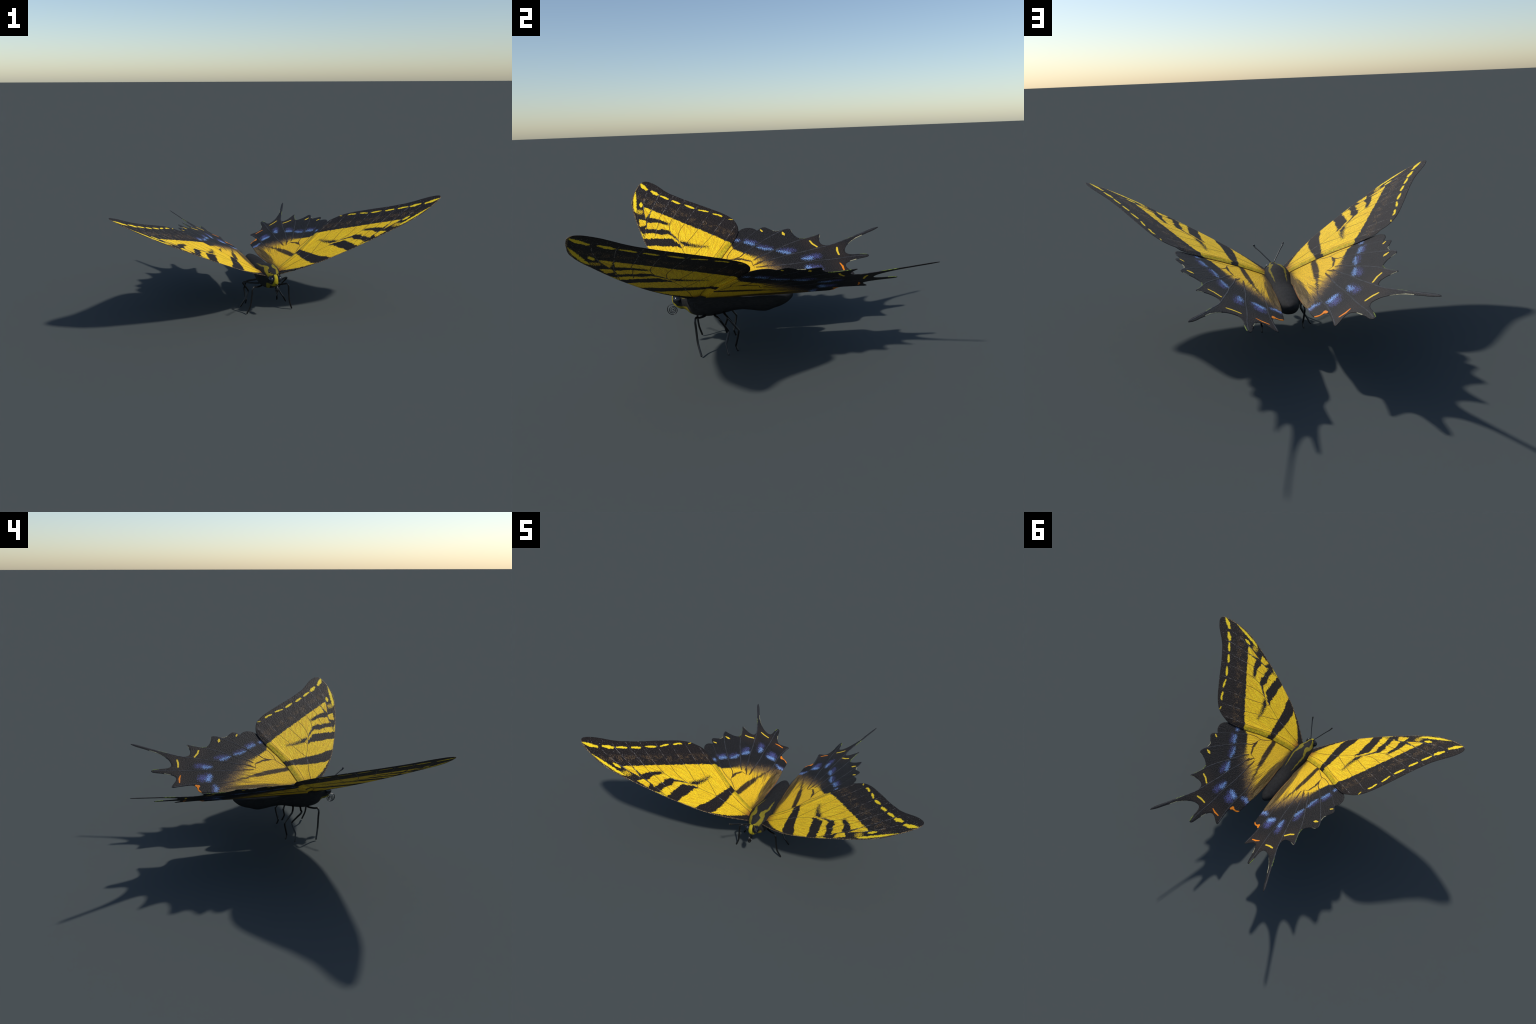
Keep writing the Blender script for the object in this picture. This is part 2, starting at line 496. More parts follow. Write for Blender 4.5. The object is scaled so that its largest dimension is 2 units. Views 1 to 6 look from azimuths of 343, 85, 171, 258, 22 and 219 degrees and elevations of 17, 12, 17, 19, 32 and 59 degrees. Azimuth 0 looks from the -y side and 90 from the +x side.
# --------------------------------------------------------------------------
# hindwing
# --------------------------------------------------------------------------
HIND_MARGIN = [  # from the lobe under the forewing round the teeth and tails to the inner lobe
    (0.561, -0.099), (0.580, -0.081), (0.592, -0.055), (0.592, -0.032), (0.587, -0.014), (0.574, 0.003), (0.564, 0.013),
    (0.567, 0.020), (0.579, 0.031), (0.590, 0.049), (0.589, 0.063), (0.578, 0.078), (0.560, 0.098), (0.549, 0.117),
    (0.548, 0.138), (0.553, 0.164), (0.561, 0.189), (0.562, 0.205), (0.550, 0.214), (0.528, 0.217), (0.508, 0.222),
    (0.487, 0.234), (0.472, 0.246), (0.466, 0.262), (0.467, 0.287), (0.479, 0.328), (0.491, 0.357), (0.497, 0.373),
    (0.494, 0.380), (0.482, 0.377), (0.460, 0.369), (0.436, 0.364), (0.411, 0.367), (0.396, 0.378), (0.391, 0.394),
    (0.392, 0.414), (0.399, 0.440), (0.411, 0.468), (0.437, 0.520), (0.460, 0.568), (0.485, 0.620), (0.509, 0.668),
    (0.526, 0.704), (0.534, 0.730), (0.533, 0.740), (0.522, 0.729), (0.504, 0.702), (0.483, 0.661), (0.463, 0.625),
    (0.443, 0.590), (0.428, 0.567), (0.402, 0.537), (0.376, 0.513), (0.355, 0.501), (0.333, 0.495), (0.315, 0.496),
    (0.304, 0.507), (0.298, 0.528), (0.297, 0.560), (0.296, 0.592), (0.292, 0.613), (0.284, 0.622), (0.273, 0.617),
    (0.264, 0.594), (0.258, 0.566), (0.249, 0.537), (0.241, 0.511), (0.231, 0.490), (0.219, 0.477), (0.202, 0.473),
    (0.186, 0.478), (0.167, 0.490), (0.149, 0.502), (0.137, 0.506), (0.132, 0.499), (0.135, 0.470), (0.138, 0.436),
    (0.140, 0.402), (0.140, 0.379), (0.134, 0.366), (0.121, 0.356), (0.103, 0.352), (0.085, 0.344), (0.075, 0.327)]
HIND_INNER = [(0.071, 0.300), (0.069, 0.266), (0.067, 0.230), (0.063, 0.198), (0.059, 0.160), (0.057, 0.123), (0.055, 0.080),
              (0.055, 0.021), (0.057, -0.038), (0.060, -0.111), (0.050, -0.180), (0.045, -0.290)]
HIND_FRONT = [(0.080, -0.300), (0.137, -0.284), (0.234, -0.254), (0.313, -0.221), (0.393, -0.179), (0.437, -0.156),
              (0.512, -0.122), (0.545, -0.108)]

HIND_VEINS = {
    "costal": [(0.255, -0.222), (0.301, -0.183), (0.343, -0.173), (0.382, -0.153), (0.418, -0.128), (0.458, -0.087),
               (0.508, -0.041), (0.542, -0.008), (0.563, 0.012)],
    "radial": [(0.316, -0.135), (0.331, -0.103), (0.367, -0.071), (0.413, -0.018), (0.460, 0.036), (0.502, 0.090),
               (0.534, 0.137), (0.556, 0.172), (0.561, 0.196)],
    "upper": [(0.295, -0.030), (0.330, 0.018), (0.349, 0.055), (0.380, 0.111), (0.420, 0.184), (0.445, 0.238), (0.461, 0.285),
              (0.477, 0.335), (0.492, 0.370)],
    "tail": [(0.275, -0.012), (0.300, 0.090), (0.326, 0.176), (0.340, 0.243), (0.358, 0.306), (0.376, 0.372), (0.398, 0.446),
             (0.423, 0.500), (0.457, 0.575), (0.492, 0.649), (0.527, 0.722)],
    "short_tail": [(0.234, -0.020), (0.240, 0.080), (0.246, 0.190), (0.255, 0.258), (0.260, 0.323), (0.264, 0.393), (0.271, 0.464),
                   (0.280, 0.535), (0.283, 0.605)],
    "inner": [(0.150, 0.110), (0.140, 0.190), (0.146, 0.266), (0.151, 0.319), (0.150, 0.376), (0.145, 0.436), (0.137, 0.496)],
    "cell": [(0.221, -0.246), (0.255, -0.222)],
    "cross": [(0.316, -0.135), (0.313, -0.160), (0.301, -0.183)],
    "cell_end": [(0.302, -0.085), (0.283, -0.044), (0.260, -0.040), (0.234, -0.030)],
}

HIND_BASAL = [[(0.222, -0.245, 0.015), (0.217, -0.225, 0.016), (0.209, -0.160, 0.018), (0.204, -0.123, 0.0185), (0.1975, -0.087, 0.0175),
               (0.188, -0.046, 0.0140), (0.178, 0.005, 0.010), (0.168, 0.040, 0.008), (0.159, 0.090, 0.006)]]
HIND_MARKS = [
    [(0.311, -0.150, 0.003), (0.312, -0.118, 0.009), (0.309, -0.094, 0.007), (0.300, -0.078, 0.006), (0.292, -0.058, 0.006), (0.287, -0.046, 0.003)],
    [(0.276, 0.014, 0.004), (0.263, -0.014, 0.006), (0.251, -0.036, 0.002)],
    [(0.242, 0.040, 0.004), (0.236, 0.010, 0.006), (0.237, -0.022, 0.001)],
]
HIND_BLUE_CORE = [
    [(0.480, -0.114, 0.005), (0.474, -0.106, 0.006)],
    [(0.458, -0.064, 0.007), (0.446, -0.042, 0.009), (0.434, -0.022, 0.008)],
    [(0.404, 0.006, 0.003), (0.387, 0.043, 0.007), (0.380, 0.076, 0.004)],
    [(0.364, 0.114, 0.003), (0.350, 0.145, 0.009), (0.340, 0.172, 0.008)],
    [(0.284, 0.245, 0.004), (0.282, 0.265, 0.009), (0.285, 0.290, 0.010)],
    [(0.208, 0.262, 0.012), (0.178, 0.276, 0.018)],
    [(0.122, 0.243, 0.004), (0.100, 0.234, 0.010), (0.078, 0.240, 0.009)],
]
HIND_BLUE_HALO = [
    [(0.483, -0.114, 0.010), (0.476, -0.102, 0.008)],
    [(0.470, -0.055, 0.013), (0.452, -0.016, 0.014)],
    [(0.417, 0.014, 0.008), (0.402, 0.045, 0.013), (0.390, 0.078, 0.009)],
    [(0.370, 0.125, 0.007), (0.362, 0.170, 0.019), (0.360, 0.198, 0.013)],
    [(0.292, 0.250, 0.007), (0.295, 0.290, 0.019), (0.300, 0.330, 0.019)],
    [(0.206, 0.272, 0.022), (0.192, 0.310, 0.032)],
    [(0.122, 0.250, 0.007), (0.100, 0.240, 0.016), (0.080, 0.250, 0.012)],
]
HIND_CRESCENTS = [
    [(0.566, 0.034, 0.0035), (0.551, 0.041, 0.0055)],
    [(0.532, 0.161, 0.004), (0.514, 0.164, 0.009), (0.503, 0.168, 0.003)],
    [(0.436, 0.309, 0.005), (0.410, 0.318, 0.006), (0.380, 0.341, 0.005)],
    [(0.363, 0.454, 0.005), (0.335, 0.450, 0.006), (0.301, 0.453, 0.005)],
]
HIND_ORANGE = [
    [(0.228, 0.445, 0.003), (0.200, 0.454, 0.0055), (0.171, 0.455, 0.004)],
    [(0.134, 0.357, 0.008), (0.129, 0.342, 0.009), (0.118, 0.348, 0.006), (0.099, 0.348, 0.005), (0.079, 0.335, 0.006)],
]
HIND_PALE = [  # pale scale fringes in the bays of the margin
    [(0.550, 0.112, 0.003), (0.556, 0.103, 0.002)],
    [(0.548, 0.121, 0.0035), (0.549, 0.140, 0.003)],
    [(0.549, 0.216, 0.004), (0.527, 0.219, 0.003)],
    [(0.486, 0.379, 0.004), (0.462, 0.371, 0.003)],
    [(0.462, 0.622, 0.003), (0.440, 0.585, 0.005), (0.412, 0.550, 0.004), (0.392, 0.527, 0.002)],
    [(0.252, 0.540, 0.003), (0.240, 0.508, 0.003)],
]
HIND_GREEN = [
    [(0.466, 0.256, 0.003), (0.466, 0.285, 0.004), (0.476, 0.320, 0.005), (0.488, 0.350, 0.003)],
    [(0.396, 0.428, 0.002), (0.412, 0.468, 0.003), (0.437, 0.518, 0.003), (0.462, 0.572, 0.002)],
    [(0.298, 0.575, 0.003), (0.293, 0.612, 0.004)],
]


def hindwing_group():
    g = bpy.data.node_groups.new("hindwing_pattern", "ShaderNodeTree")
    g.interface.new_socket("Yellow", in_out="OUTPUT", socket_type="NodeSocketFloat")
    g.interface.new_socket("Color", in_out="OUTPUT", socket_type="NodeSocketColor")
    g.interface.new_socket("Height", in_out="OUTPUT", socket_type="NodeSocketFloat")
    k = Net(g)
    out = k.node("NodeGroupOutput")
    c, p, x, y = flat_coords(k)
    pj = jitter(k, p, 150, 0.0050, 3.0)
    pf = jitter(k, p, 150, 0.0024, 1.0)
    jx, jy, _ = k.split(pj)
    one = k.xyz(jx, jy, 1.0)
    grain = grains(k, p, 220)
    rootp = (0.085, -0.290)
    hair = k.noise(fan(k, jitter(k, p, 18, 0.008, 1.0), rootp, 34.0, 5.0), 1.5, 3.0, 0.7)
    wisp = k.noise(fan(k, jitter(k, p, 30, 0.006, 1.0), rootp, 36.0, 4.0), 1.4, 3.0, 0.65)

    strand = k.noise(fan(k, jitter(k, p, 26, 0.007, 1.0), rootp, 24.0, 2.5), 1.6, 3.0, 0.65)

    # yellow field fading into the dark margin in loose scales
    field = k.m("MAXIMUM", k.half(one, (0.402, -0.138), (0.290, 0.010)), k.half(one, (0.290, 0.010), (0.164, 0.116)))
    field = k.m("MINIMUM", field, k.stroke(pj, [(0.400, -0.165, 0.028), (0.440, -0.175, 0.022)]))
    spread = k.m("ADD", k.step(y, -0.10, 0.08, 0.010, 0.085), 0.0)
    f = k.m("ADD", field, k.m("MULTIPLY", grain, spread))
    f = k.m("ADD", f, k.m("MULTIPLY", k.m("SUBTRACT", wisp, 0.5), k.m("MULTIPLY", spread, 1.3)))
    yel = k.step(f, 0.002, -0.002)

    ymott = k.noise(p, 150, 3.0, 0.7)
    ycol = k.mix(k.step(hair, 0.38, 0.66), (0.97, 0.62, 0.020), (0.86, 0.50, 0.018))
    ycol = k.mix(k.step(wisp, 0.50, 0.78, 0.0, 0.5), ycol, (0.42, 0.215, 0.014))
    ycol = k.mix(k.step(ymott, 0.60, 0.74, 0.0, 0.5), ycol, (0.44, 0.23, 0.014))
    scale = k.noise(p, 230, 1.0, 0.6)
    ycol = k.mix(k.step(scale, 0.54, 0.67, 0.0, 0.78), ycol, (0.22, 0.125, 0.012))
    fade = k.step(field, -0.075, 0.015, 0.0, 1.0)
    low = k.step(y, -0.06, 0.06)
    ycol = k.mix(k.m("MULTIPLY", k.m("MULTIPLY", fade, low), 0.80), ycol, (0.17, 0.095, 0.045))

    lines = k.m("MULTIPLY", k.step(strand, 0.50, 0.62), k.m("MULTIPLY", k.step(y, -0.14, 0.02), k.step(x, 0.235, 0.19)))
    ycol = k.mix(k.m("MULTIPLY", lines, 0.75), ycol, (0.13, 0.075, 0.024))
    # dark ground
    dn = k.noise(p, 200, 3.0, 0.75)
    dcol = k.mix(k.step(dn, 0.43, 0.68), (0.0058, 0.0054, 0.0060), (0.036, 0.033, 0.033))
    brown = k.step(k.strokes(p, HIND_CRESCENTS[2:] + HIND_ORANGE[:1]), 0.09, 0.0)
    dcol = k.mix(k.m("MULTIPLY", brown, 0.55), dcol, (0.030, 0.021, 0.017))
    dust = k.m("MULTIPLY", k.m("MULTIPLY", k.step(field, 0.085, 0.01), k.step(y, -0.10, 0.03)), k.step(grain, -0.05, 0.30))
    dcol = k.mix(k.m("MULTIPLY", dust, 0.8), dcol, (0.115, 0.076, 0.055))
    col = k.mix(yel, dcol, ycol)

    # basal stripe, streaky and brown
    wobble = k.m("MULTIPLY", k.m("SUBTRACT", wisp, 0.5), k.step(y, -0.10, 0.02, 0.012, 0.055))
    bas = k.m("ADD", k.m("ADD", k.strokes(pj, HIND_BASAL), wobble), k.m("MULTIPLY", grain, 0.007))
    bcol = k.mix(k.step(wisp, 0.50, 0.62), (0.018, 0.011, 0.010), (0.115, 0.072, 0.028))
    bcol = k.mix(k.step(y, -0.20, -0.06), (0.020, 0.012, 0.011), bcol)
    col = k.mix(k.step(bas, 0.004, -0.003, 0.0, 0.97), col, bcol)
    marks = k.m("ADD", k.strokes(pj, HIND_MARKS), k.m("MULTIPLY", grain, 0.005))
    col = k.mix(k.step(marks, 0.002, -0.002, 0.0, 0.95), col, (0.022, 0.013, 0.014))

    # hairy inner margin
    edge = k.m("ADD", k.m("SUBTRACT", x, k.step(y, -0.24, 0.02, 0.092, 0.112)), k.m("MULTIPLY", k.m("SUBTRACT", hair, 0.5), 0.10))
    inner = k.m("MULTIPLY", k.step(edge, 0.014, -0.012), k.step(y, 0.215, 0.17))
    icol = k.mix(k.step(strand, 0.47, 0.56), (0.014, 0.010, 0.009), (0.150, 0.105, 0.046))
    icol = k.mix(k.step(edge, -0.050, -0.004, 0.0, 0.75), icol, (0.022, 0.015, 0.012))
    icol = k.mix(k.step(y, -0.19, -0.08), (0.030, 0.020, 0.016), icol)
    col = k.mix(k.m("MULTIPLY", inner, 0.92), col, icol)
    tan = k.m("MULTIPLY", k.m("MULTIPLY", k.step(k.noise(fan(k, p, rootp, 70.0, 6.0), 1.7, 2.0, 0.6), 0.50, 0.66), k.step(y, 0.02, 0.10)),
              k.m("MULTIPLY", k.step(y, 0.235, 0.15), k.step(x, 0.20, 0.13)))
    col = k.mix(k.m("MULTIPLY", tan, 0.60), col, (0.22, 0.145, 0.048))
    rim = k.step(k.stroke(p, [(a, b, 0.0) for a, b in HIND_INNER[1:-1:2]]), 0.006, 0.002)
    col = k.mix(k.m("MULTIPLY", rim, k.step(y, 0.17, 0.10, 0.0, 0.85)), col, (0.22, 0.075, 0.018))

    # blue scale clouds
    halo = k.m("ADD", k.strokes(pf, HIND_BLUE_HALO), k.m("MULTIPLY_ADD", grain, 0.050, 0.008))
    core = k.m("ADD", k.strokes(pf, HIND_BLUE_CORE), k.m("MULTIPLY_ADD", grain, 0.030, 0.002))
    tint = k.noise(p, 200, 1.0, 0.7)
    hcol = k.mix(k.step(tint, 0.38, 0.62), (0.045, 0.044, 0.150), (0.135, 0.155, 0.46))
    ccol = k.mix(k.step(tint, 0.32, 0.66), (0.115, 0.205, 0.60), (0.32, 0.55, 0.92))
    col = k.mix(k.step(halo, 0.003, -0.009, 0.0, 0.75), col, hcol)
    col = k.mix(k.step(core, 0.003, -0.007, 0.0, 0.88), col, ccol)

    # crescents and fringes
    pale = k.step(k.strokes(pf, HIND_PALE), 0.001, -0.001)
    col = k.mix(k.m("MULTIPLY", pale, 0.72), col, (0.52, 0.48, 0.30))
    green = k.step(k.strokes(pf, HIND_GREEN), 0.001, -0.001)
    col = k.mix(k.m("MULTIPLY", green, 0.85), col, k.mix(k.step(k.noise(p, 90, 1.0), 0.42, 0.6), (0.060, 0.095, 0.012), (0.24, 0.32, 0.04)))
    cres = k.step(k.strokes(pf, HIND_CRESCENTS), 0.001, -0.001)
    col = k.mix(cres, col, (0.78, 0.53, 0.030))
    oran = k.step(k.strokes(pf, HIND_ORANGE), 0.001, -0.001)
    col = k.mix(oran, col, (0.82, 0.225, 0.008))

    h = k.m("ADD", k.m("MULTIPLY", hair, k.step(y, 0.30, 0.0, 0.2, 1.0)), k.m("ADD", k.m("MULTIPLY", k.noise(p, 150, 2.0, 0.6), 1.0),
            k.m("MULTIPLY", wisp, k.step(y, 0.30, 0.05, 0.1, 0.7))))
    for name, s in (("Yellow", yel), ("Color", col), ("Height", h)):
        k.t.links.new(s, out.inputs[name])
    return g


def wing_material(name, group, bump):
    mat, k, bsdf = material(name)
    g = k.node("ShaderNodeGroup")
    g.node_tree = group
    k.t.links.new(g.outputs["Color"], bsdf.inputs["Base Color"])
    bsdf.inputs["Roughness"].default_value = 0.66
    bsdf.inputs["Specular IOR Level"].default_value = 0.21
    b = k.node("ShaderNodeBump")
    b.inputs["Strength"].default_value = bump
    b.inputs["Distance"].default_value = 0.0038
    k.t.links.new(g.outputs["Height"], b.inputs["Height"])
    k.t.links.new(b.outputs[0], bsdf.inputs["Normal"])
    return mat


def vein_material(name, group, on_yellow, on_dark, pale):
    """Veins are brown over yellow scales and greyish over the dark ones."""
    mat, k, bsdf = material(name)
    g = k.node("ShaderNodeGroup")
    g.node_tree = group
    c = k.node("ShaderNodeTexCoord").outputs["Object"]
    worn = k.step(k.noise(c, 40, 3.0, 0.7), 0.42, 0.60)
    dark = k.mix(worn, on_dark, pale)
    k.t.links.new(k.mix(g.outputs["Yellow"], dark, on_yellow), bsdf.inputs["Base Color"])
    bsdf.inputs["Roughness"].default_value = 0.65
    bsdf.inputs["Specular IOR Level"].default_value = 0.2
    return mat


def vein_mesh(name, pts, top_z, thick, radius, mat, wide):
    path = spline(pts, 0.010)
    z = top_z(path[:, 0], path[:, 1]) - 0.5 * thick
    s = np.linspace(0, 1, len(path))
    r = radius * (1.0 - 0.22 * s)
    v, f = tube(np.c_[path, z], r, sides=10, up=(0, 0, 1), squash=(wide, 1.0))
    return make_mesh(name, v, f, mat)


# --------------------------------------------------------------------------
# body
# --------------------------------------------------------------------------
BODY = [  # y, half width, top z, bottom z
    (-0.4730, 0.004, 0.268, 0.258), (-0.4705, 0.010, 0.281, 0.245), (-0.4650, 0.016, 0.288, 0.235), (-0.4550, 0.023, 0.294, 0.224),
    (-0.4450, 0.028, 0.297, 0.217), (-0.4300, 0.032, 0.297, 0.210), (-0.4150, 0.036, 0.297, 0.209), (-0.4020, 0.043, 0.300, 0.202),
    (-0.3850, 0.054, 0.306, 0.186), (-0.3600, 0.065, 0.314, 0.175), (-0.3300, 0.072, 0.318, 0.169), (-0.2900, 0.075, 0.317, 0.165),
    (-0.2500, 0.073, 0.311, 0.169), (-0.2100, 0.068, 0.302, 0.176), (-0.1600, 0.063, 0.290, 0.187), (-0.1200, 0.060, 0.283, 0.189),
    (-0.0800, 0.060, 0.281, 0.184), (-0.0300, 0.061, 0.281, 0.175), (0.0050, 0.061, 0.280, 0.173), (0.0450, 0.057, 0.277, 0.185),
    (0.0900, 0.047, 0.273, 0.198), (0.1200, 0.034, 0.270, 0.214), (0.1370, 0.021, 0.266, 0.228), (0.1460, 0.011, 0.260, 0.238),
    (0.1490, 0.003, 0.252, 0.246)]


def body_surface():
    prof = spline(BODY, 0.006)
    sides = 56
    verts = []
    for y, w, zt, zb in prof:
        zc = zb + 0.56 * (zt - zb)
        for i in range(sides):
            th = 2 * math.pi * i / sides
            cx, cz = math.sin(th), math.cos(th)
            e = 0.90
            px = math.copysign(abs(cx) ** e, cx) * w
            pz = math.copysign(abs(cz) ** e, cz)
            verts.append((px, y, zc + pz * ((zt - zc) if pz > 0 else (zc - zb))))
    m = len(prof)
    # faint segment rings on the abdomen
    V = np.array(verts)
    yy = V[:, 1]
    ring = np.where(yy > -0.15, np.clip((yy + 0.15) / 0.05, 0, 1), 0) * 0.0002 * np.sin((yy + 0.15) * 2 * math.pi / 0.042)
    cen = np.c_[np.zeros(len(V)), yy, np.repeat([p[3] + 0.56 * (p[2] - p[3]) for p in prof], sides)]
    off = V - cen
    ln = np.linalg.norm(off, axis=1)[:, None] + 1e-9
    V = V + off / ln * ring[:, None]
    faces, tag = [], []
    for i in range(m - 1):
        ym = 0.5 * (prof[i][0] + prof[i + 1][0])
        part = 0 if ym < -0.408 else (1 if ym < -0.150 else 2)
        for j in range(sides):
            j2 = (j + 1) % sides
            faces.append((i * sides + j, (i + 1) * sides + j, (i + 1) * sides + j2, i * sides + j2))
            tag.append(part)
    faces.append(tuple(range(sides)))
    tag.append(0)
    faces.append(tuple((m - 1) * sides + j for j in reversed(range(sides))))
    tag.append(2)
    return V, faces, tag


def body_parts(root, mat):
    V, faces, tag = body_surface()
    whole = make_mesh("whole_body", V, faces)
    normals = np.zeros(len(V) * 3)
    whole.vertices.foreach_get("normal", normals)
    normals = normals.reshape(-1, 3)
    cen = np.array([0, 0, 0.24])
    side = normals * (V - np.c_[np.zeros(len(V)), V[:, 1], np.full(len(V), 0.24)])
    flip = side.sum() < 0
    obs = []
    for part, name in enumerate(("head", "thorax", "abdomen")):
        fs = [f for f, t in zip(faces, tag) if t == part]
        if flip:
            fs = [tuple(reversed(f)) for f in fs]
        used = sorted({i for f in fs for i in f})
        new = {o: n for n, o in enumerate(used)}
        me = make_mesh(name, V[used], [tuple(new[i] for i in f) for f in fs], mat)
        nn = normals[used] * (-1 if flip else 1)
        me.normals_split_custom_set_from_vertices([tuple(n) for n in nn])
        obs.append(link(bpy.data.objects.new(name, me), root))
    bpy.data.meshes.remove(whole)
    return obs


# yellow marks on the body: strokes in (distance from the midline, y, half width)
THORAX_STRIPES = [[(0.030, -0.145, 0.001), (0.034, -0.195, 0.004), (0.039, -0.240, 0.006), (0.041, -0.280, 0.006), (0.033, -0.308, 0.009),
                   (0.024, -0.335, 0.013), (0.028, -0.355, 0.016), (0.037, -0.372, 0.010), (0.033, -0.390, 0.010), (0.026, -0.412, 0.009),
                   (0.017, -0.430, 0.007), (0.012, -0.442, 0.005)]]


def body_material():
    mat, k, bsdf = material("dark_velvet_with_yellow_marks")
    c = k.node("ShaderNodeTexCoord").outputs["Object"]
    x, y, z = k.split(c)
    ax = k.m("ABSOLUTE", x)
    pj = jitter(k, k.xyz(ax, y, 0.0), 38, 0.0045, 1.0)
    fur = k.noise(k.v("MULTIPLY", c, (1.0, 0.25, 1.0)), 190, 3.0, 0.65)
    top = k.strokes(pj, THORAX_STRIPES)
    up = k.step(z, 0.262, 0.272)
    yel = k.m("MULTIPLY", k.step(k.m("ADD", top, k.m("MULTIPLY_ADD", fur, 0.010, -0.0042)), 0.0022, -0.0022), up)
    # face band between the eyes
    w = k.step(z, 0.225, 0.285, 0.020, 0.0105)
    face = k.m("MULTIPLY", k.step(k.m("SUBTRACT", ax, w), 0.0015, -0.0015), k.step(y, -0.446, -0.449))
    # collar and chin, running back under the thorax
    chin = k.strokes(k.xyz(ax, y, 0.0), [[(0.014, -0.454, 0.011), (0.026, -0.425, 0.007), (0.030, -0.394, 0.012), (0.022, -0.360, 0.007), (0.014, -0.330, 0.002)]])
    chin = k.m("MULTIPLY", k.step(chin, 0.002, -0.002), k.step(z, 0.234, 0.226))
    yel = k.m("MAXIMUM", k.m("MAXIMUM", yel, face), chin)
    base = k.mix(k.step(fur, 0.3, 0.75), (0.0105, 0.0105, 0.0108), (0.019, 0.019, 0.0195))
    ycol = k.mix(k.step(fur, 0.3, 0.75), (0.150, 0.120, 0.010), (0.200, 0.165, 0.013))
    bright = k.step(y, -0.425, -0.447)
    ycol = k.mix(bright, ycol, (0.32, 0.26, 0.010))
    k.t.links.new(k.mix(yel, base, ycol), bsdf.inputs["Base Color"])
    bsdf.inputs["Roughness"].default_value = 0.8
    bsdf.inputs["Specular IOR Level"].default_value = 0.20
    b = k.node("ShaderNodeBump")
    b.inputs["Strength"].default_value = 0.25
    b.inputs["Distance"].default_value = 0.002
    k.t.links.new(fur, b.inputs["Height"])
    k.t.links.new(b.outputs[0], bsdf.inputs["Normal"])
    return mat


def horn_material(name, color, rough):
    mat, k, bsdf = material(name)
    c = k.node("ShaderNodeTexCoord").outputs["Object"]
    n = k.noise(c, 160, 3.0, 0.6)
    k.t.links.new(k.mix(n, tuple(v * 0.6 for v in color), tuple(v * 1.5 for v in color)), bsdf.inputs["Base Color"])
    bsdf.inputs["Roughness"].default_value = rough
    return mat


LEGS = {  # hip, knee, ankles, foot for the right side
    "front": [(0.030, -0.297, 0.185), (0.052, -0.312, 0.179), (0.088, -0.338, 0.183), (0.114, -0.354, 0.191), (0.123, -0.358, 0.180),
              (0.127, -0.356, 0.140), (0.132, -0.353, 0.085), (0.136, -0.350, 0.060), (0.156, -0.337, 0.0068)],
    "middle": [(0.030, -0.262, 0.186), (0.058, -0.261, 0.181), (0.110, -0.249, 0.186), (0.150, -0.243, 0.193), (0.155, -0.238, 0.188),
               (0.131, -0.218, 0.150), (0.107, -0.197, 0.110), (0.108, -0.196, 0.105), (0.133, -0.210, 0.056), (0.138, -0.211, 0.049),
               (0.161, -0.202, 0.0068)],
    "rear": [(0.036, -0.216, 0.198), (0.062, -0.213, 0.190), (0.110, -0.197, 0.182), (0.117, -0.193, 0.178), (0.120, -0.150, 0.121),
             (0.121, -0.147, 0.115), (0.113, -0.161, 0.043), (0.111, -0.163, 0.034), (0.114, -0.155, 0.0068)],
}


def leg_mesh(name, pts, mat):
    P = np.asarray(pts, float)
    path = spline(P, 0.004)
    n = len(path)
    s = np.linspace(0, 1, n)
    r = 0.0058 - 0.0006 * s
    return make_mesh(name, *tube(path, r, sides=12), mat)


def mirrored(ob, parent, turn=0.0):
    o = ob.copy()                      # shares the mesh
    o.rotation_euler = (ob.rotation_euler[0], -ob.rotation_euler[1], -ob.rotation_euler[2])
    o.location = (-ob.location[0], ob.location[1], ob.location[2])
    o.scale = (-1, 1, 1)
    return link(o, parent)


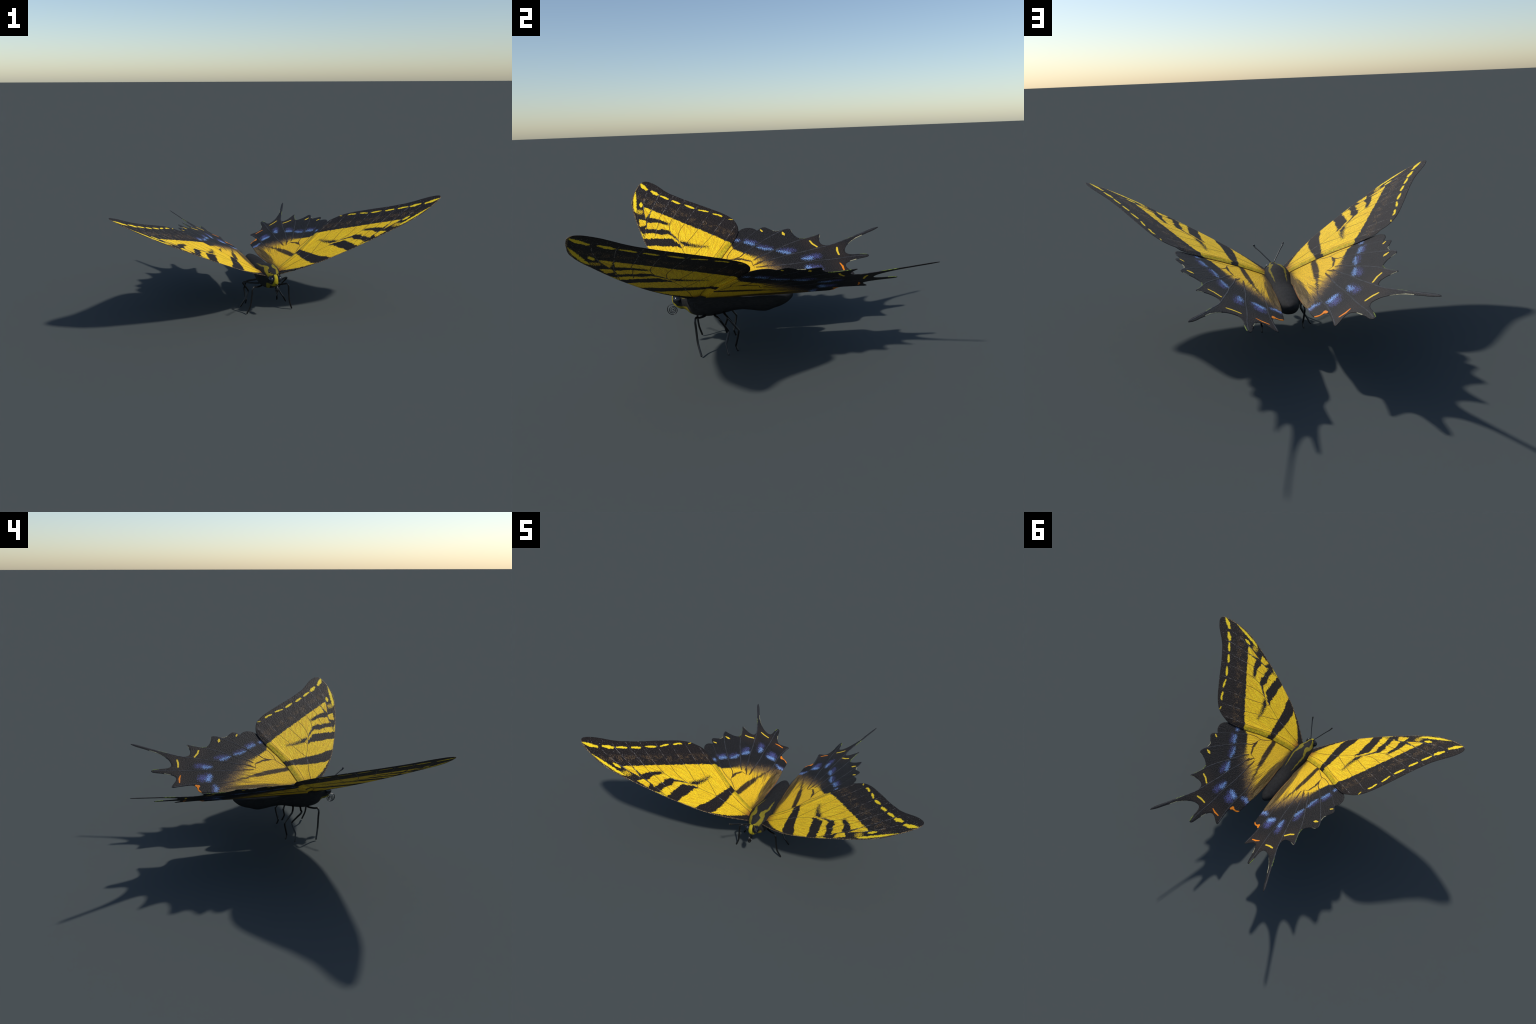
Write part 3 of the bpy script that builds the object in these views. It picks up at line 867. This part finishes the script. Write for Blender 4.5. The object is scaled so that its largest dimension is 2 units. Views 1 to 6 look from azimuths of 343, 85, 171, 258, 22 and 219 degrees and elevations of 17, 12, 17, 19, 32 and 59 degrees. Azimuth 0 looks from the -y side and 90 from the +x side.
def build():
    root = link(bpy.data.objects.new("butterfly", None))
    root["label"] = "swallowtail butterfly, yellow wings with black tiger stripes"
    root["category"] = "butterfly"

    # ---- wings
    fore_g, hind_g = forewing_group(), hindwing_group()
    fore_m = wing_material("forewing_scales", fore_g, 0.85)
    hind_m = wing_material("hindwing_scales", hind_g, 0.85)
    fvein_m = vein_material("forewing_vein", fore_g, (0.070, 0.030, 0.010), (0.030, 0.024, 0.024), (0.22, 0.20, 0.19))
    hvein_m = vein_material("hindwing_vein", hind_g, (0.10, 0.048, 0.014), (0.026, 0.027, 0.031), (0.050, 0.051, 0.058))

    fore_loop = spline(FORE_COSTA + FORE_MARGIN + FORE_REAR, 0.008, closed=True)
    hind_loop = spline(HIND_MARGIN + HIND_INNER + HIND_FRONT, 0.006, closed=True)
    FT, HT = 0.0026, 0.0030
    flat = lambda a, y: np.zeros(len(np.atleast_1d(a)))
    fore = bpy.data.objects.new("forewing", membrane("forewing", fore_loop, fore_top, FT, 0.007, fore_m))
    hind = bpy.data.objects.new("hindwing", membrane("hindwing", hind_loop, flat, HT, 0.009, hind_m))
    for w in (fore, hind):
        w.location = (0, 0, ROOT_Z)
        w.rotation_euler = (0, -TILT, 0)
        link(w, root)
    wings = [(fore, mirrored(fore, root)), (hind, mirrored(hind, root))]
    for (right, left), veins, top, th, rad, mat, wide in ((wings[0], FORE_VEINS, fore_top, FT, 0.0020, fvein_m, 1.2),
                                                   (wings[1], HIND_VEINS, flat, HT, 0.0027, hvein_m, 1.7)):
        for key, pts in veins.items():
            thin = key in ("cell", "cross", "cell_end", "costal")
            me = vein_mesh("vein", pts, top, th, rad * (0.80 if thin else 1.0), mat, wide)
            for w in (right, left):
                link(bpy.data.objects.new("vein", me), w)

    # ---- body
    body_m = body_material()
    body_parts(root, body_m)

    horn = horn_material("black_horn", (0.0045, 0.0045, 0.005), 0.36)
    eye_m = horn_material("glossy_eye", (0.006, 0.007, 0.010), 0.12)

    # eyes: slightly flattened balls
    rings, segs = 20, 32
    V, F = [(0, 0, 1)], []
    for i in range(1, rings):
        th = math.pi * i / rings
        for j in range(segs):
            ph = 2 * math.pi * j / segs
            V.append((math.sin(th) * math.cos(ph), math.sin(th) * math.sin(ph), math.cos(th)))
    V.append((0, 0, -1))
    for j in range(segs):
        F.append((0, 1 + j, 1 + (j + 1) % segs))
        F.append((len(V) - 1, 1 + (rings - 2) * segs + (j + 1) % segs, 1 + (rings - 2) * segs + j))
    for i in range(rings - 2):
        for j in range(segs):
            a, b = 1 + i * segs + j, 1 + i * segs + (j + 1) % segs
            F.append((a, a + segs, b + segs, b))
    ball = np.array(V) * (0.0180, 0.0210, 0.0220) + (0.0268, -0.4462, 0.2645)
    eye = link(bpy.data.objects.new("eye", make_mesh("eye", ball, F, eye_m)), root)
    mirrored(eye, root)

    # antennae with a bent club
    path = spline([(0.008, -0.440, 0.286), (0.012, -0.452, 0.298), (0.034, -0.487, 0.319), (0.060, -0.532, 0.342), (0.078, -0.562, 0.355),
                   (0.083, -0.574, 0.360), (0.0865, -0.580, 0.367)], 0.004)
    s = np.linspace(0, 1, len(path))
    r = 0.0024 + 0.0014 * s + 0.0014 * np.clip((s - 0.80) / 0.2, 0, 1)
    ant = link(bpy.data.objects.new("antenna", make_mesh("antenna", *tube(path, r, 10), horn)), root)
    mirrored(ant, root)

    # proboscis: a flat coiled ribbon
    turns, n = 3.05, 170
    pts = [(0.0, -0.4585, 0.2395), (0.0, -0.4640, 0.2375)]
    cy, cz = -0.4722, 0.2050
    for i in range(n):
        u = i / (n - 1)
        ang = math.radians(128) + u * turns * 2 * math.pi
        rad = 0.0235 * (1 - u) ** 0.95 + 0.0026 + 0.006 * max(0.0, 1 - u * 9) ** 2
        pts.append((0.0020 * math.sin(u * 9.0), cy + rad * math.cos(ang), cz + rad * math.sin(ang)))
    P = spline(pts, 0.002)
    s = np.linspace(0, 1, len(P))
    V, F = tube(P, 0.0027 - 0.0006 * s, sides=10, up=(1, 0, 0), squash=(0.80, 1.75))
    link(bpy.data.objects.new("proboscis", make_mesh("proboscis", V, F, horn)), root)

    # legs
    for pts in LEGS.values():
        leg = link(bpy.data.objects.new("leg", leg_mesh("leg", pts, horn)), root)
        mirrored(leg, root)


build()
